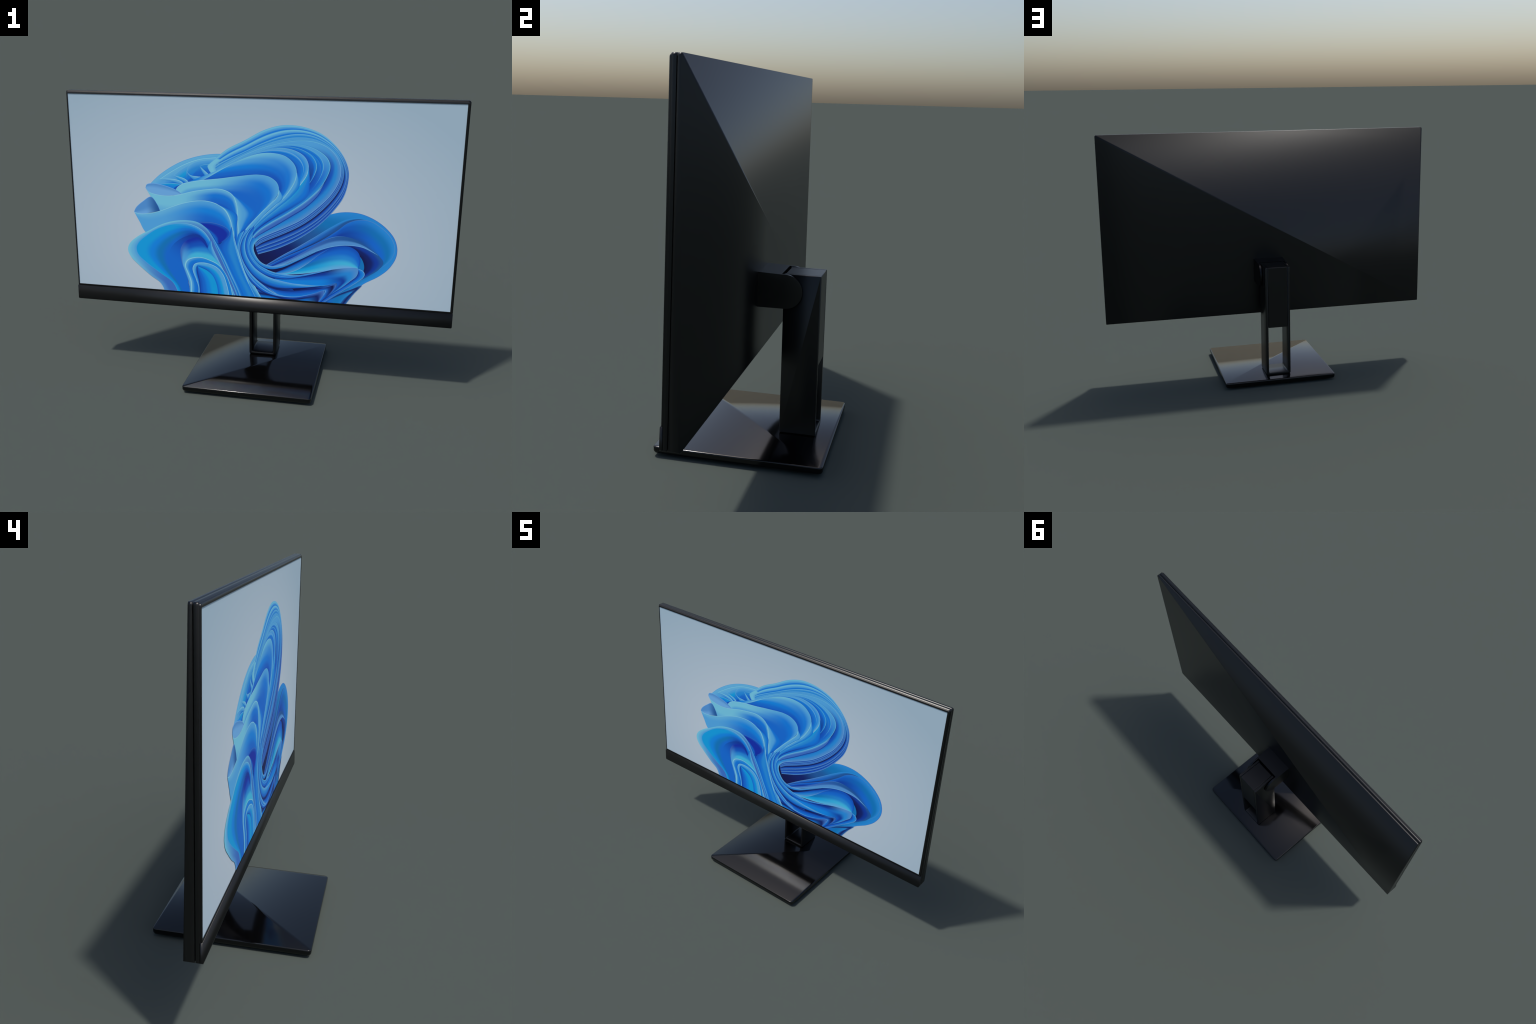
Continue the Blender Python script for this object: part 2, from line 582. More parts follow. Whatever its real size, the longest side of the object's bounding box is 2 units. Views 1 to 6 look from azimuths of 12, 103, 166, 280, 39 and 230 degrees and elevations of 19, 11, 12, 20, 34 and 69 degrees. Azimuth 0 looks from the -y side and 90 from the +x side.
c3_in = [(0.091, -0.349), (0.174, -0.313), (0.244, -0.281), (0.320, -0.256), (0.382, -0.239), (0.438, -0.228), (0.482, -0.232), (0.526, -0.255), (0.547, -0.293), (0.548, -0.325), (0.531, -0.353), (0.507, -0.375), (0.483, -0.397), (0.440, -0.434)]
ribbon(c3, c3_in, ["steel", "dusk", "cobalt", "navy"], ["slate", "slate", "deep", "navy", "night"], (0.380, -0.173), (0.505, -0.191))
lip = [(0.058, -0.343), (0.123, -0.331), (0.194, -0.298), (0.294, -0.248), (0.381, -0.214), (0.462, -0.201), (0.537, -0.207), (0.587, -0.228), (0.615, -0.242)]
lip_back = [(0.074, -0.341), (0.168, -0.293), (0.243, -0.247), (0.318, -0.197), (0.380, -0.166), (0.435, -0.156), (0.504, -0.169), (0.567, -0.206), (0.615, -0.241)]
ribbon(lip, lip_back, ["pale", "steel", "steel", "dusk", "dusk"], ["haze", "steel", "steel", "slate", "slate"], (0.193, -0.285), (0.505, -0.204))
shadow_rim = [(0.111, -0.371), (0.194, -0.325), (0.270, -0.279), (0.351, -0.231), (0.419, -0.209), (0.475, -0.208), (0.513, -0.230), (0.528, -0.261), (0.528, -0.294), (0.518, -0.318)]
shadow_low = [(0.130, -0.380), (0.208, -0.371), (0.278, -0.359), (0.335, -0.346), (0.386, -0.334), (0.423, -0.328), (0.461, -0.322), (0.486, -0.321), (0.504, -0.319), (0.518, -0.318)]
ribbon(shadow_low, shadow_rim, ["haze", "teal", "cyan", "lake", "royal", "deep"], ["haze", "haze", "teal", "wave", "royal", "cobalt"], (0.259, -0.347), (0.478, -0.297))
fold = [(0.091, -0.381), (0.150, -0.372), (0.207, -0.350), (0.264, -0.310), (0.314, -0.266), (0.369, -0.225)]
fold_in = [(0.091, -0.373), (0.136, -0.349), (0.188, -0.318), (0.238, -0.288), (0.295, -0.258), (0.369, -0.223)]
ribbon(fold, fold_in, ["pale", "steel", "wave", "royal", "navy"], ["dusk", "royal", "cobalt", "deep"], (0.195, -0.351), (0.332, -0.242))
tongue = [(0.518, -0.318), (0.545, -0.329), (0.554, -0.346), (0.547, -0.365), (0.514, -0.394), (0.453, -0.439), (0.391, -0.485), (0.341, -0.523)]
tongue_in = [(0.518, -0.321), (0.521, -0.335), (0.515, -0.354), (0.501, -0.372), (0.470, -0.398), (0.421, -0.435), (0.371, -0.473), (0.322, -0.518)]
ribbon(tongue, tongue_in, ["haze", "wave", "blue", "cobalt", "navy"], ["steel", "dusk", "royal", "deep", "night"], (0.512, -0.348), (0.391, -0.471))
crease = [(0.098, -0.386), (0.202, -0.376), (0.291, -0.358), (0.386, -0.334), (0.467, -0.319), (0.518, -0.318), (0.521, -0.337), (0.513, -0.361), (0.482, -0.390), (0.440, -0.427), (0.390, -0.465)]
crease_in = [(0.092, -0.420), (0.151, -0.424), (0.209, -0.426), (0.261, -0.427), (0.312, -0.427), (0.363, -0.421), (0.410, -0.406), (0.414, -0.415), (0.405, -0.433), (0.384, -0.458), (0.353, -0.495)]
ribbon(crease_in, crease, ["pale", "azure", "azure", "royal", "deep", "navy"], ["night", "cobalt", "deep", "wave", "steel"], (0.336, -0.374), (0.452, -0.412))
dark1 = [(0.053, -0.450), (0.105, -0.460), (0.184, -0.461), (0.261, -0.448), (0.338, -0.435), (0.389, -0.417), (0.414, -0.409), (0.411, -0.426), (0.384, -0.465), (0.341, -0.509)]
dark1_in = [(0.066, -0.463), (0.119, -0.493), (0.198, -0.497), (0.262, -0.482), (0.313, -0.464), (0.355, -0.448), (0.358, -0.454), (0.352, -0.468), (0.334, -0.496), (0.309, -0.526)]
ribbon(dark1_in, dark1, ["haze", "blue", "royal", "cobalt", "navy"], ["pale", "dusk", "navy", "night", "dusk"], (0.326, -0.456), (0.402, -0.437))
dark2 = [(-0.013, -0.469), (0.040, -0.474), (0.093, -0.482), (0.145, -0.497), (0.198, -0.498), (0.249, -0.486), (0.301, -0.468), (0.351, -0.449), (0.352, -0.468), (0.328, -0.511)]
dark2_in = [(0.014, -0.523), (0.067, -0.525), (0.120, -0.528), (0.159, -0.531), (0.198, -0.532), (0.237, -0.528), (0.276, -0.522), (0.295, -0.513), (0.302, -0.513), (0.315, -0.525)]
ribbon(dark2, dark2_in, ["dusk", "cobalt", "navy", "blue", "sky"], ["steel", "dusk", "navy", "night"], (0.224, -0.492), (0.327, -0.470))
leafs = [(0.354, -0.522), (0.428, -0.461), (0.490, -0.430), (0.543, -0.405), (0.504, -0.455), (0.457, -0.527)]
leafs_in = [(0.329, -0.538), (0.391, -0.492), (0.454, -0.459), (0.497, -0.442), (0.455, -0.486), (0.419, -0.544)]
ribbon(leafs, leafs_in, ["steel", "slate", "navy", "slate"])
# ---- upper lobe: nested folds, from the outline inwards
pile(4)
top0 = [(-0.257, 0.173), (-0.221, 0.206), (-0.157, 0.259), (-0.068, 0.306), (0.025, 0.358), (0.099, 0.383), (0.154, 0.389), (0.228, 0.382), (0.313, 0.353), (0.375, 0.307), (0.425, 0.246), (0.451, 0.183), (0.452, 0.122), (0.433, 0.046), (0.387, -0.026), (0.315, -0.106), (0.223, -0.177), (0.115, -0.237), (0.005, -0.278)]
top2 = [(-0.234, 0.158), (-0.196, 0.185), (-0.131, 0.220), (-0.061, 0.254), (0.020, 0.295), (0.113, 0.331), (0.198, 0.347), (0.277, 0.339), (0.351, 0.303), (0.404, 0.254), (0.436, 0.195), (0.445, 0.146), (0.432, 0.084), (0.386, 0.006), (0.320, -0.068), (0.228, -0.138), (0.127, -0.193), (0.057, -0.224), (-0.005, -0.252)]
top4 = [(-0.215, 0.147), (-0.157, 0.184), (-0.093, 0.221), (-0.024, 0.255), (0.051, 0.284), (0.131, 0.305), (0.211, 0.316), (0.284, 0.312), (0.352, 0.285), (0.396, 0.239), (0.415, 0.181), (0.409, 0.126), (0.372, 0.055), (0.312, -0.011), (0.221, -0.086), (0.126, -0.137), (0.050, -0.174), (0.011, -0.197), (-0.011, -0.225)]
top5 = [(-0.196, 0.154), (-0.131, 0.191), (-0.068, 0.225), (-0.005, 0.254), (0.058, 0.277), (0.119, 0.291), (0.175, 0.297), (0.242, 0.291), (0.304, 0.268), (0.347, 0.234), (0.362, 0.197), (0.353, 0.154), (0.318, 0.090), (0.249, 0.018), (0.157, -0.051), (0.075, -0.103), (0.017, -0.144), (-0.015, -0.176), (-0.038, -0.214)]
top6 = [(-0.222, 0.137), (-0.176, 0.164), (-0.131, 0.188), (-0.074, 0.219), (-0.017, 0.242), (0.033, 0.260), (0.082, 0.272), (0.132, 0.276), (0.194, 0.263), (0.237, 0.235), (0.256, 0.193), (0.246, 0.149), (0.210, 0.091), (0.149, 0.018), (0.061, -0.057), (0.004, -0.112), (-0.025, -0.153), (-0.038, -0.187), (-0.047, -0.228)]
top7 = [(-0.241, 0.120), (-0.202, 0.144), (-0.157, 0.171), (-0.112, 0.197), (-0.068, 0.218), (-0.024, 0.235), (0.020, 0.246), (0.076, 0.249), (0.139, 0.236), (0.183, 0.199), (0.197, 0.159), (0.185, 0.109), (0.142, 0.037), (0.074, -0.030), (0.004, -0.099), (-0.035, -0.147), (-0.054, -0.182), (-0.064, -0.209), (-0.067, -0.236)]
top8 = [(-0.429, 0.014), (-0.424, 0.047), (-0.393, 0.072), (-0.347, 0.086), (-0.300, 0.095), (-0.248, 0.102), (-0.196, 0.109), (-0.144, 0.118), (-0.093, 0.126), (-0.042, 0.134), (0.002, 0.138), (0.059, 0.130), (0.099, 0.101), (0.109, 0.061), (0.086, 0.015), (0.036, -0.039), (-0.015, -0.094), (-0.061, -0.149), (-0.090, -0.244)]
upper = ["pale", "foam", "sky", "blue", "azure"]
lower = ["steel", "dusk", "cobalt", "deep", "navy"]
for k, (a, b) in enumerate(((0.0, 0.62), (0.5, 1.1))):
    ribbon(between(top0, top2, a), between(top0, top2, b), upper, lower, (0.243, 0.241), (0.372, 0.055))
for a, b in ((0.0, 0.56), (0.50, 0.70), (0.63, 0.86), (0.80, 1.08)):
    ribbon(between(top2, top4, a), between(top2, top4, b), ["pale", "sky", "wave", "azure"], ["steel", "dusk", "cobalt", "navy", "night"], (0.281, 0.212), (0.359, 0.067))
ribbon(top4, between(top4, top5, 1.15), ["foam", "sky", "sky", "sky", "wave"], ["haze", "steel", "wave", "cobalt", "navy"], (0.212, 0.271), (0.357, 0.117))
ribbon(top5, between(top5, top6, 1.12), ["foam", "sky", "sky", "azure", "royal", "cobalt"], ["pale", "wave", "royal", "cobalt", "deep", "navy", "night"], (0.231, 0.241), (0.285, 0.089))
ribbon([(-0.218, 0.208), (-0.250, 0.180), (-0.258, 0.170), (-0.252, 0.151), (-0.236, 0.127)], [(-0.176, 0.205), (-0.202, 0.188), (-0.216, 0.172), (-0.215, 0.153), (-0.206, 0.139)], ["pale", "foam", "foam", "pale"])
lip5 = [(0.336, 0.116), (0.319, 0.089), (0.249, 0.018), (0.157, -0.051), (0.075, -0.103), (0.017, -0.144), (-0.015, -0.176), (-0.038, -0.214)]
lip5_out = [(0.336, 0.116), (0.310, 0.052), (0.250, -0.015), (0.170, -0.071), (0.094, -0.123), (0.037, -0.159), (-0.002, -0.185), (-0.034, -0.220)]
ribbon(lip5, lip5_out, ["pale", "steel", "dusk", "dusk", "deep"])
for a, b in ((0.30, 0.62), (0.62, 1.0)):
    ribbon(*tapered(between(top5, top6, a), between(top5, top6, b), 62), ["foam", "sky", "sky", "wave"], ["pale", "wave", "blue", "royal"], (-0.005, 0.231), (0.194, 0.270))
ribbon(top6, between(top6, top7, 1.15), ["foam", "sky", "sky", "azure", "royal"], ["haze", "sky", "azure", "royal", "deep"], (0.058, 0.258), (0.234, 0.148))
lip6 = [(0.256, 0.192), (0.246, 0.148), (0.210, 0.091), (0.149, 0.018), (0.061, -0.058), (0.004, -0.113), (-0.025, -0.154), (-0.046, -0.228)]
lip6_out = [(0.256, 0.192), (0.263, 0.112), (0.252, 0.040), (0.187, -0.014), (0.100, -0.071), (0.030, -0.120), (-0.015, -0.163), (-0.043, -0.228)]
ribbon(lip6, lip6_out, ["ice", "cyan", "wave", "blue", "royal"], ["pale", "sky", "wave", "royal", "deep"], (0.235, 0.099), (0.030, -0.117))
ribbon(*tapered(between(top6, top7, 0.42), between(top6, top7, 0.9), 56), ["foam", "sky", "sky", "azure"], ["haze", "sky", "azure", "royal"], (-0.131, 0.188), (0.083, 0.253))
ribbon(top7, between(top7, top8, 1.1), ["ice", "foam", "sky", "azure", "royal", "cobalt"], ["pale", "sky", "blue", "royal", "cobalt", "cobalt"], (-0.068, 0.216), (0.173, 0.096))
lip7 = [(0.198, 0.158), (0.185, 0.108), (0.142, 0.037), (0.074, -0.031), (0.004, -0.100), (-0.035, -0.148), (-0.054, -0.182), (-0.067, -0.236)]
lip7_out = [(0.198, 0.158), (0.214, 0.094), (0.177, 0.039), (0.102, -0.029), (0.026, -0.098), (-0.018, -0.146), (-0.044, -0.181), (-0.063, -0.235)]
ribbon(lip7, lip7_out, ["ice", "sky", "sky", "wave", "blue"])
lap = [(-0.356, -0.061), (-0.303, -0.045), (-0.250, -0.042), (-0.204, -0.052), (-0.165, -0.076), (-0.132, -0.114), (-0.113, -0.152), (-0.100, -0.191), (-0.097, -0.231), (-0.093, -0.271)]
ribbon(top8, lap, ["ice", "foam", "foam", "sky", "royal", "royal", "cobalt", "cobalt"], ["pale", "sky", "blue", "royal", "royal", "cobalt", "cobalt"], (-0.294, 0.072), (0.029, 0.038))
lip8 = [(0.110, 0.067), (0.100, 0.032), (0.061, -0.013), (0.010, -0.066), (-0.035, -0.118), (-0.067, -0.163), (-0.085, -0.244)]
lip8_out = [(0.110, 0.067), (0.129, 0.025), (0.080, -0.024), (0.029, -0.075), (-0.015, -0.127), (-0.048, -0.165), (-0.073, -0.243)]
ribbon(lip8, lip8_out, ["ice", "pale", "sky", "sky", "wave"])
# ---- small folds behind, on the left shoulder
pile(1)
cap = [(-0.571, 0.059), (-0.505, 0.120), (-0.404, 0.183), (-0.298, 0.220), (-0.195, 0.234), (-0.131, 0.226)]
cap_in = [(-0.440, 0.039), (-0.380, 0.068), (-0.327, 0.097), (-0.274, 0.125), (-0.222, 0.153), (-0.164, 0.168)]
ribbon(cap, cap_in, ["sky", "pale", "sky", "blue", "royal"])
rows = (([(-0.514, 0.090), (-0.458, 0.128), (-0.378, 0.174), (-0.299, 0.203), (-0.208, 0.216)], ["ice", "pale", "sky", "azure", "royal"]),
        ([(-0.440, 0.114), (-0.391, 0.151), (-0.338, 0.179), (-0.266, 0.200), (-0.202, 0.209)], ["pale", "sky", "cyan", "blue", "royal"]),
        ([(-0.369, 0.136), (-0.359, 0.162), (-0.325, 0.186), (-0.266, 0.200), (-0.202, 0.207)], ["pale", "sky", "wave", "blue", "cobalt"]),
        ([(-0.298, 0.167), (-0.285, 0.174), (-0.260, 0.179), (-0.228, 0.183), (-0.196, 0.185)], ["pale", "wave", "royal", "cobalt"]))
for rim, cols in rows:
    ribbon(rim, [(-0.380, 0.068), (-0.333, 0.090), (-0.287, 0.105), (-0.235, 0.127), (-0.183, 0.161)], cols)
for a, b in (([(-0.514, 0.090), (-0.466, 0.095), (-0.426, 0.093), (-0.399, 0.085), (-0.383, 0.071)], [(-0.514, 0.089), (-0.466, 0.085), (-0.426, 0.076), (-0.406, 0.070), (-0.390, 0.061)]),
             ([(-0.440, 0.114), (-0.406, 0.107), (-0.379, 0.099), (-0.363, 0.088), (-0.353, 0.077)], [(-0.440, 0.113), (-0.412, 0.098), (-0.386, 0.086), (-0.373, 0.078), (-0.363, 0.069)]),
             ([(-0.369, 0.136), (-0.349, 0.119), (-0.313, 0.114), (-0.284, 0.112), (-0.261, 0.103)], [(-0.369, 0.135), (-0.353, 0.113), (-0.330, 0.096), (-0.314, 0.090), (-0.301, 0.085)]),
             ([(-0.298, 0.167), (-0.280, 0.151), (-0.261, 0.135), (-0.245, 0.121), (-0.235, 0.114)], [(-0.298, 0.166), (-0.290, 0.146), (-0.274, 0.122), (-0.263, 0.111), (-0.255, 0.105)])):
    ribbon(a, b, ["ice", "pale", "sky", "wave"])
ribbon([(-0.506, 0.065), (-0.466, 0.073), (-0.433, 0.073), (-0.406, 0.070), (-0.387, 0.061)], [(-0.506, 0.063), (-0.480, 0.050), (-0.447, 0.039), (-0.414, 0.034), (-0.387, 0.035)], ["pale", "cyan", "azure", "blue"])
# ---- left petals, lying over the roots of the upper lobe
pile(24)
ribbon([(-0.591, 0.043), (-0.584, 0.060), (-0.552, 0.068), (-0.496, 0.061), (-0.444, 0.046), (-0.414, 0.033), (-0.394, 0.016)], [(-0.591, 0.042), (-0.579, 0.024), (-0.528, 0.009), (-0.475, 0.006), (-0.434, 0.011), (-0.408, 0.015), (-0.394, 0.016)], ["haze", "steel", "haze", "haze"])
e1 = [(-0.592, 0.042), (-0.574, 0.022), (-0.528, 0.009), (-0.468, 0.006), (-0.414, 0.015), (-0.334, 0.037), (-0.262, 0.050), (-0.203, 0.056), (-0.158, 0.047), (-0.126, 0.026), (-0.111, -0.015), (-0.103, -0.066), (-0.103, -0.119), (-0.100, -0.178), (-0.089, -0.251), (-0.072, -0.317), (-0.045, -0.383), (-0.012, -0.449), (0.027, -0.518)]
e1_in = [(-0.518, -0.077), (-0.505, -0.103), (-0.465, -0.114), (-0.417, -0.111), (-0.370, -0.102), (-0.317, -0.085), (-0.264, -0.076), (-0.217, -0.073), (-0.185, -0.078), (-0.159, -0.096), (-0.139, -0.121), (-0.133, -0.153), (-0.129, -0.186), (-0.123, -0.226), (-0.113, -0.272), (-0.097, -0.332), (-0.077, -0.392), (-0.053, -0.452), (-0.026, -0.522)]
ribbon(e1, e1_in, ["ice", "foam", "foam", "pale", "sky"], ["ice", "pale", "blue", "royal", "cobalt", "indigo"], (-0.408, -0.018), (-0.224, -0.027))
e1_flap = [(-0.126, 0.026), (-0.109, -0.021), (-0.103, -0.073), (-0.102, -0.125), (-0.099, -0.178)]
e1_flap_out = [(-0.126, 0.026), (-0.061, -0.009), (-0.003, -0.057), (-0.041, -0.115), (-0.083, -0.164), (-0.098, -0.179)]
ribbon(e1_flap, e1_flap_out, ["ice", "pale", "sky", "blue", "royal"])
ribbon([(-0.659, -0.089), (-0.647, -0.065), (-0.608, -0.030), (-0.563, -0.004), (-0.530, -0.044), (-0.516, -0.077)], [(-0.659, -0.090), (-0.641, -0.099), (-0.607, -0.098), (-0.573, -0.091), (-0.538, -0.083), (-0.516, -0.077)], ["haze", "steel", "steel", "haze"], ["dusk", "slate", "slate", "slate"], (-0.599, -0.061), (-0.524, -0.057))
e2 = [(-0.659, -0.089), (-0.638, -0.097), (-0.583, -0.094), (-0.518, -0.077), (-0.450, -0.050), (-0.382, -0.026), (-0.315, -0.012), (-0.259, -0.011), (-0.207, -0.025), (-0.168, -0.054), (-0.144, -0.098), (-0.133, -0.144), (-0.119, -0.199), (-0.100, -0.271), (-0.075, -0.351), (-0.043, -0.437), (-0.016, -0.522)]
e2_in = [(-0.629, -0.144), (-0.610, -0.183), (-0.591, -0.202), (-0.536, -0.206), (-0.481, -0.202), (-0.426, -0.199), (-0.359, -0.194), (-0.305, -0.191), (-0.252, -0.188), (-0.205, -0.185), (-0.172, -0.196), (-0.159, -0.222), (-0.146, -0.261), (-0.126, -0.321), (-0.100, -0.387), (-0.073, -0.453), (-0.050, -0.524)]
ribbon(e2, e2_in, ["ice", "pale", "sky", "sky", "sky"], ["ice", "sky", "azure", "royal", "cobalt", "indigo"], (-0.513, -0.137), (-0.251, -0.108))
e2_flap = [(-0.210, -0.024), (-0.168, -0.054), (-0.143, -0.101), (-0.131, -0.150), (-0.119, -0.196)]
e2_flap_out = [(-0.210, -0.024), (-0.158, -0.045), (-0.106, -0.073), (-0.106, -0.125), (-0.112, -0.169), (-0.119, -0.197)]
ribbon(e2_flap, e2_flap_out, ["ice", "sky", "wave", "blue", "royal"])
# ---- stems that run down from the throat
stem0 = [(-0.136, -0.137), (-0.146, -0.181), (-0.186, -0.224), (-0.199, -0.258), (-0.166, -0.330), (-0.133, -0.403), (-0.100, -0.469), (-0.076, -0.530)]
stem1 = [(-0.129, -0.160), (-0.123, -0.206), (-0.106, -0.272), (-0.083, -0.345), (-0.057, -0.411), (-0.027, -0.471), (0.000, -0.524)]
ribbon(between(stem1, stem0, 0.0), stem0, ["pale", "wave", "wave", "royal", "cobalt"], ["pale", "blue", "wave", "blue", "royal"], (-0.166, -0.175), (-0.133, -0.410))
ribbon([(-0.304, -0.125), (-0.251, -0.122), (-0.198, -0.131), (-0.159, -0.148), (-0.142, -0.173), (-0.154, -0.198), (-0.199, -0.232)], [(-0.271, -0.152), (-0.252, -0.171), (-0.235, -0.193), (-0.222, -0.212), (-0.215, -0.225), (-0.209, -0.232), (-0.199, -0.234)], ["dusk", "cobalt", "indigo", "indigo", "indigo", "royal"])
e3 = [(-0.488, -0.560), (-0.524, -0.475), (-0.578, -0.436), (-0.639, -0.385), (-0.686, -0.339), (-0.702, -0.299), (-0.689, -0.262), (-0.639, -0.219), (-0.583, -0.188), (-0.513, -0.150), (-0.445, -0.127), (-0.377, -0.119), (-0.317, -0.125), (-0.271, -0.152), (-0.237, -0.195), (-0.211, -0.252), (-0.178, -0.317), (-0.145, -0.390), (-0.107, -0.477), (-0.088, -0.528)]
e3b = [(-0.418, -0.555), (-0.454, -0.469), (-0.522, -0.420), (-0.597, -0.368), (-0.649, -0.319), (-0.656, -0.283), (-0.641, -0.253), (-0.601, -0.217), (-0.535, -0.173), (-0.452, -0.144), (-0.385, -0.136), (-0.328, -0.146), (-0.283, -0.173), (-0.251, -0.214), (-0.231, -0.267), (-0.200, -0.333), (-0.167, -0.399), (-0.130, -0.479), (-0.110, -0.529)]
ribbon(e3, e3b, ["foam", "foam", "pale", "sky"], ["sky", "steel", "dusk", "dusk"], (-0.678, -0.297), (-0.489, -0.493))
e3_core = [(-0.394, -0.553), (-0.406, -0.501), (-0.426, -0.460), (-0.453, -0.413), (-0.472, -0.366), (-0.478, -0.325), (-0.470, -0.290), (-0.448, -0.254), (-0.414, -0.225), (-0.372, -0.202), (-0.339, -0.193), (-0.305, -0.198), (-0.279, -0.216), (-0.266, -0.242), (-0.253, -0.282), (-0.227, -0.341), (-0.194, -0.408), (-0.154, -0.481), (-0.134, -0.531)]
ribbon(e3b, e3_core, ["sky", "cyan", "cyan", "azure", "lake", "royal"], ["ice", "sky", "azure", "royal", "cobalt", "deep"], (-0.454, -0.228), (-0.305, -0.184))
e3_fill = [(-0.366, -0.550), (-0.365, -0.497), (-0.371, -0.456), (-0.377, -0.414), (-0.383, -0.373), (-0.389, -0.339), (-0.388, -0.305), (-0.381, -0.277), (-0.360, -0.262), (-0.340, -0.254), (-0.320, -0.253), (-0.299, -0.258), (-0.286, -0.271), (-0.273, -0.290), (-0.257, -0.323), (-0.234, -0.369), (-0.201, -0.429), (-0.167, -0.489), (-0.147, -0.532)]
ribbon(e3_core, e3_fill, ["royal", "royal", "royal", "royal"], ["deep", "deep", "indigo", "indigo"], (-0.417, -0.362), (-0.306, -0.218))
stemA = [(-0.242, -0.224), (-0.231, -0.274), (-0.200, -0.339), (-0.167, -0.406), (-0.130, -0.479), (-0.110, -0.529)]
stemA_in = [(-0.249, -0.221), (-0.266, -0.269), (-0.273, -0.290), (-0.227, -0.348), (-0.167, -0.433), (-0.141, -0.532)]
ribbon(stemA, stemA_in, ["pale", "sky", "wave", "wave", "royal"])
ribbon([(-0.237, -0.195), (-0.211, -0.252), (-0.178, -0.317), (-0.145, -0.390), (-0.107, -0.477), (-0.088, -0.528)], [(-0.237, -0.195), (-0.199, -0.253), (-0.162, -0.320), (-0.125, -0.396), (-0.085, -0.475), (-0.065, -0.526)], ["pale", "sky", "blue", "royal"])
ribbon([(-0.237, -0.203), (-0.218, -0.253), (-0.188, -0.318), (-0.156, -0.391), (-0.119, -0.478), (-0.100, -0.529)], [(-0.237, -0.203), (-0.211, -0.252), (-0.178, -0.319), (-0.144, -0.394), (-0.105, -0.477), (-0.087, -0.527)], ["pale", "wave", "royal"])
e4 = [(-0.359, -0.550), (-0.354, -0.486), (-0.356, -0.448), (-0.373, -0.400), (-0.385, -0.366), (-0.372, -0.335), (-0.334, -0.318), (-0.294, -0.316), (-0.253, -0.327), (-0.207, -0.348), (-0.170, -0.389), (-0.143, -0.449), (-0.124, -0.530)]
e4_top = [(-0.366, -0.550), (-0.365, -0.483), (-0.371, -0.449), (-0.387, -0.401), (-0.403, -0.354), (-0.411, -0.306), (-0.408, -0.272), (-0.387, -0.237), (-0.353, -0.218), (-0.312, -0.208), (-0.279, -0.243), (-0.240, -0.315), (-0.200, -0.367)]
ribbon(e4, e4_top, ["ice", "pale", "sky", "sky", "dusk"], ["ice", "teal", "teal", "wave", "cobalt", "indigo"], (-0.396, -0.326), (-0.334, -0.301))
e5 = [(-0.321, -0.547), (-0.315, -0.486), (-0.328, -0.439), (-0.343, -0.398), (-0.345, -0.374), (-0.332, -0.352), (-0.297, -0.343), (-0.254, -0.347), (-0.210, -0.366), (-0.179, -0.403), (-0.159, -0.460), (-0.144, -0.532)]
ribbon(e4, between(e5, e4, -0.02), ["ice", "sky", "blue", "royal"], ["ice", "wave", "azure", "blue"], (-0.362, -0.358), (-0.267, -0.337))
e5_in = [(-0.304, -0.545), (-0.307, -0.493), (-0.309, -0.451), (-0.316, -0.417), (-0.322, -0.390), (-0.323, -0.369), (-0.301, -0.374), (-0.268, -0.385), (-0.238, -0.411), (-0.221, -0.444), (-0.211, -0.485), (-0.208, -0.537)]
ribbon(e5, e5_in, ["ice", "pale", "sky", "blue", "deep"], ["ice", "sky", "sky", "cyan", "azure", "royal"], (-0.322, -0.396), (-0.227, -0.403))
ribbon([(-0.304, -0.545), (-0.307, -0.493), (-0.309, -0.451), (-0.316, -0.417), (-0.322, -0.390), (-0.323, -0.369)], [(-0.208, -0.537), (-0.211, -0.485), (-0.221, -0.444), (-0.238, -0.411), (-0.268, -0.385), (-0.315, -0.366)], ["deep", "cobalt", "royal", "azure", "cyan", "cyan"])
# ---- the throat: long ribbons that swing from the upper lobe into the right lobe
pile(26)
s1 = [(0.011, -0.197), (-0.011, -0.219), (-0.018, -0.249), (-0.004, -0.288), (0.025, -0.321), (0.078, -0.336), (0.142, -0.324), (0.212, -0.290), (0.301, -0.245)]
s2 = [(-0.025, -0.190), (-0.038, -0.220), (-0.040, -0.251), (-0.026, -0.290), (0.012, -0.334), (0.078, -0.365), (0.150, -0.376), (0.208, -0.376), (0.297, -0.356), (0.386, -0.333)]
s3 = [(-0.015, -0.123), (-0.048, -0.171), (-0.063, -0.229), (-0.054, -0.288), (-0.011, -0.352), (0.059, -0.395), (0.150, -0.417), (0.248, -0.427), (0.325, -0.425), (0.410, -0.406)]
s4 = [(-0.041, -0.145), (-0.077, -0.203), (-0.089, -0.254), (-0.077, -0.310), (-0.034, -0.382), (0.033, -0.442), (0.106, -0.487), (0.172, -0.498), (0.211, -0.495)]
s5 = [(-0.067, -0.156), (-0.088, -0.204), (-0.097, -0.251), (-0.085, -0.311), (-0.060, -0.384), (-0.023, -0.450), (0.027, -0.518)]
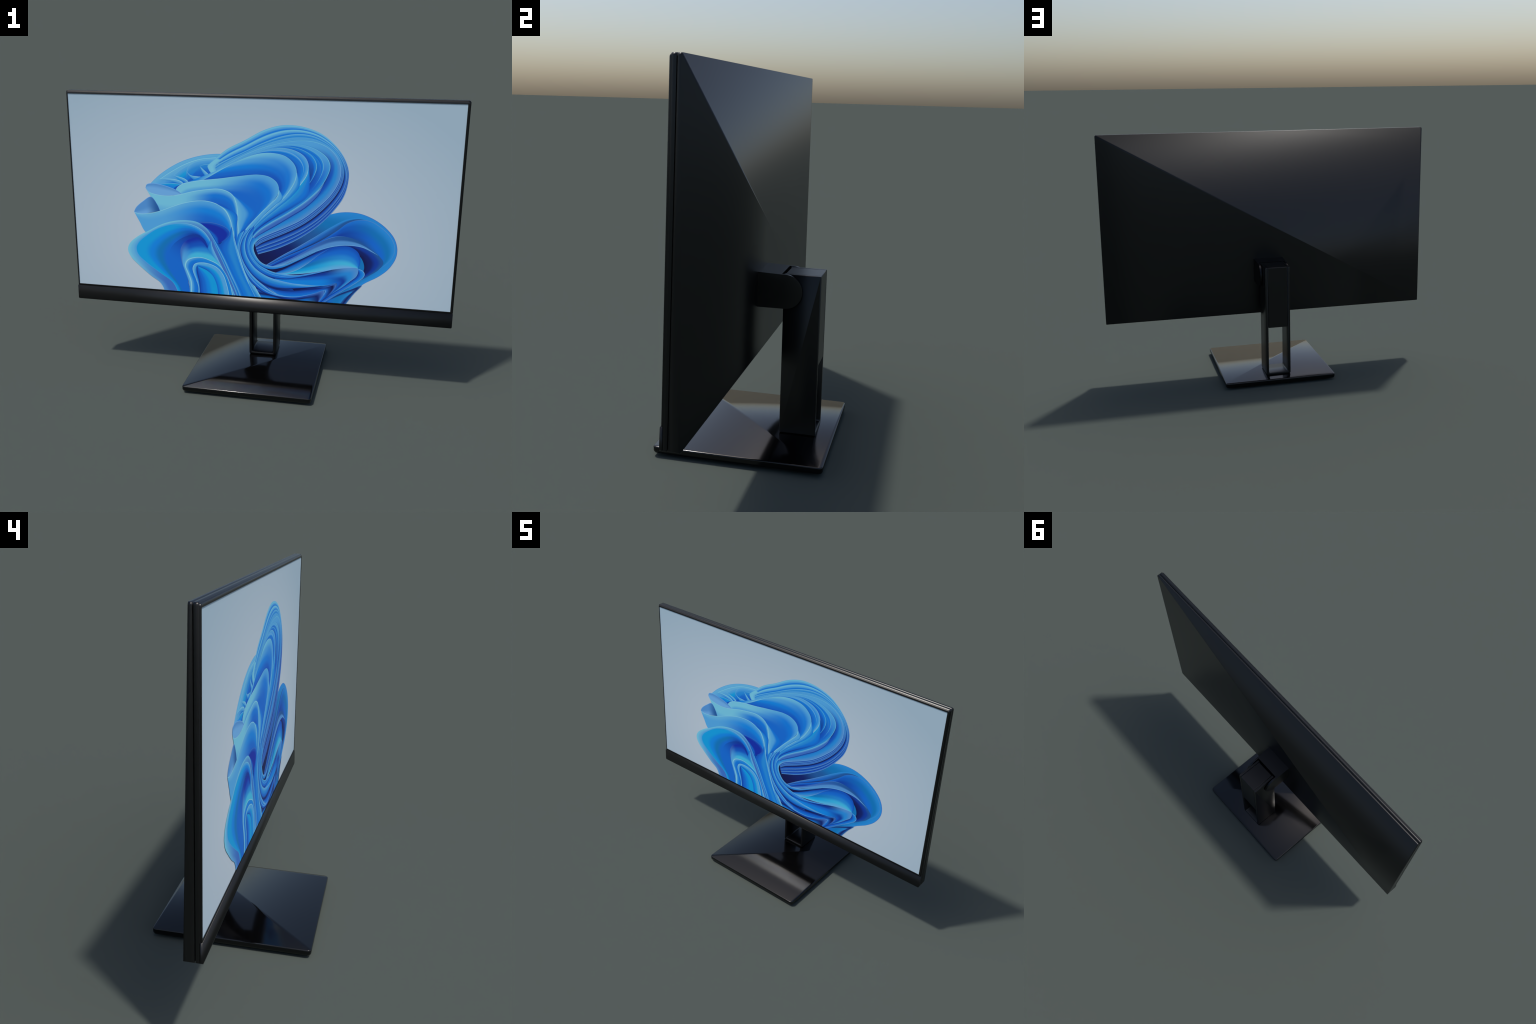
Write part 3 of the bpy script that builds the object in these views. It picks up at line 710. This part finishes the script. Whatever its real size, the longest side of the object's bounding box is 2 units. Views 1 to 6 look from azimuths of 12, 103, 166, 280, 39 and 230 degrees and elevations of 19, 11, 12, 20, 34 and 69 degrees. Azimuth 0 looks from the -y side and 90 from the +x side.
s1_in = [(-0.025, -0.190), (-0.038, -0.220), (-0.040, -0.251), (-0.026, -0.290), (0.012, -0.331), (0.065, -0.353), (0.130, -0.341), (0.213, -0.298), (0.301, -0.247)]
s2_in = [(-0.015, -0.123), (-0.048, -0.171), (-0.063, -0.229), (-0.054, -0.288), (-0.011, -0.352), (0.052, -0.390), (0.131, -0.402), (0.228, -0.384), (0.386, -0.335)]
s3_in = [(-0.041, -0.145), (-0.077, -0.203), (-0.089, -0.254), (-0.077, -0.310), (-0.034, -0.382), (0.026, -0.432), (0.105, -0.457), (0.229, -0.446), (0.411, -0.408)]
s4_in = [(-0.067, -0.156), (-0.088, -0.204), (-0.097, -0.251), (-0.085, -0.311), (-0.060, -0.384), (-0.027, -0.436), (0.027, -0.480), (0.106, -0.500), (0.211, -0.497)]
ribbon(s5, [(-0.100, -0.178), (-0.106, -0.218), (-0.110, -0.252), (-0.100, -0.312), (-0.077, -0.385), (-0.047, -0.451), (-0.006, -0.521)], ["pale", "sky", "wave", "royal"])
ribbon(s4, s4_in, ["pale", "sky", "wave", "royal", "cobalt"], ["haze", "sky", "blue", "cobalt", "navy"], (-0.067, -0.303), (0.033, -0.466))
ribbon(between(s4, s4_in, 0.5), s4_in, ["haze", "wave", "royal", "cobalt"], ["haze", "blue", "cobalt", "navy"], (-0.067, -0.303), (0.033, -0.466))
ribbon(s3, s3_in, ["pale", "sky", "wave", "royal", "deep"], ["haze", "sky", "wave", "royal", "navy"], (-0.041, -0.301), (0.099, -0.461))
ribbon(s2, s2_in, ["pale", "sky", "wave", "wave", "royal"], ["haze", "sky", "blue", "royal", "deep"], (-0.014, -0.299), (0.131, -0.403))
ribbon(between(s2, s2_in, 0.45), s2_in, ["haze", "wave", "royal", "cobalt"], ["haze", "blue", "royal", "deep"], (-0.014, -0.299), (0.131, -0.403))
ribbon(s1, s1_in, ["pale", "sky", "wave", "royal"], ["haze", "steel", "wave", "royal"], (-0.015, -0.232), (0.097, -0.352))
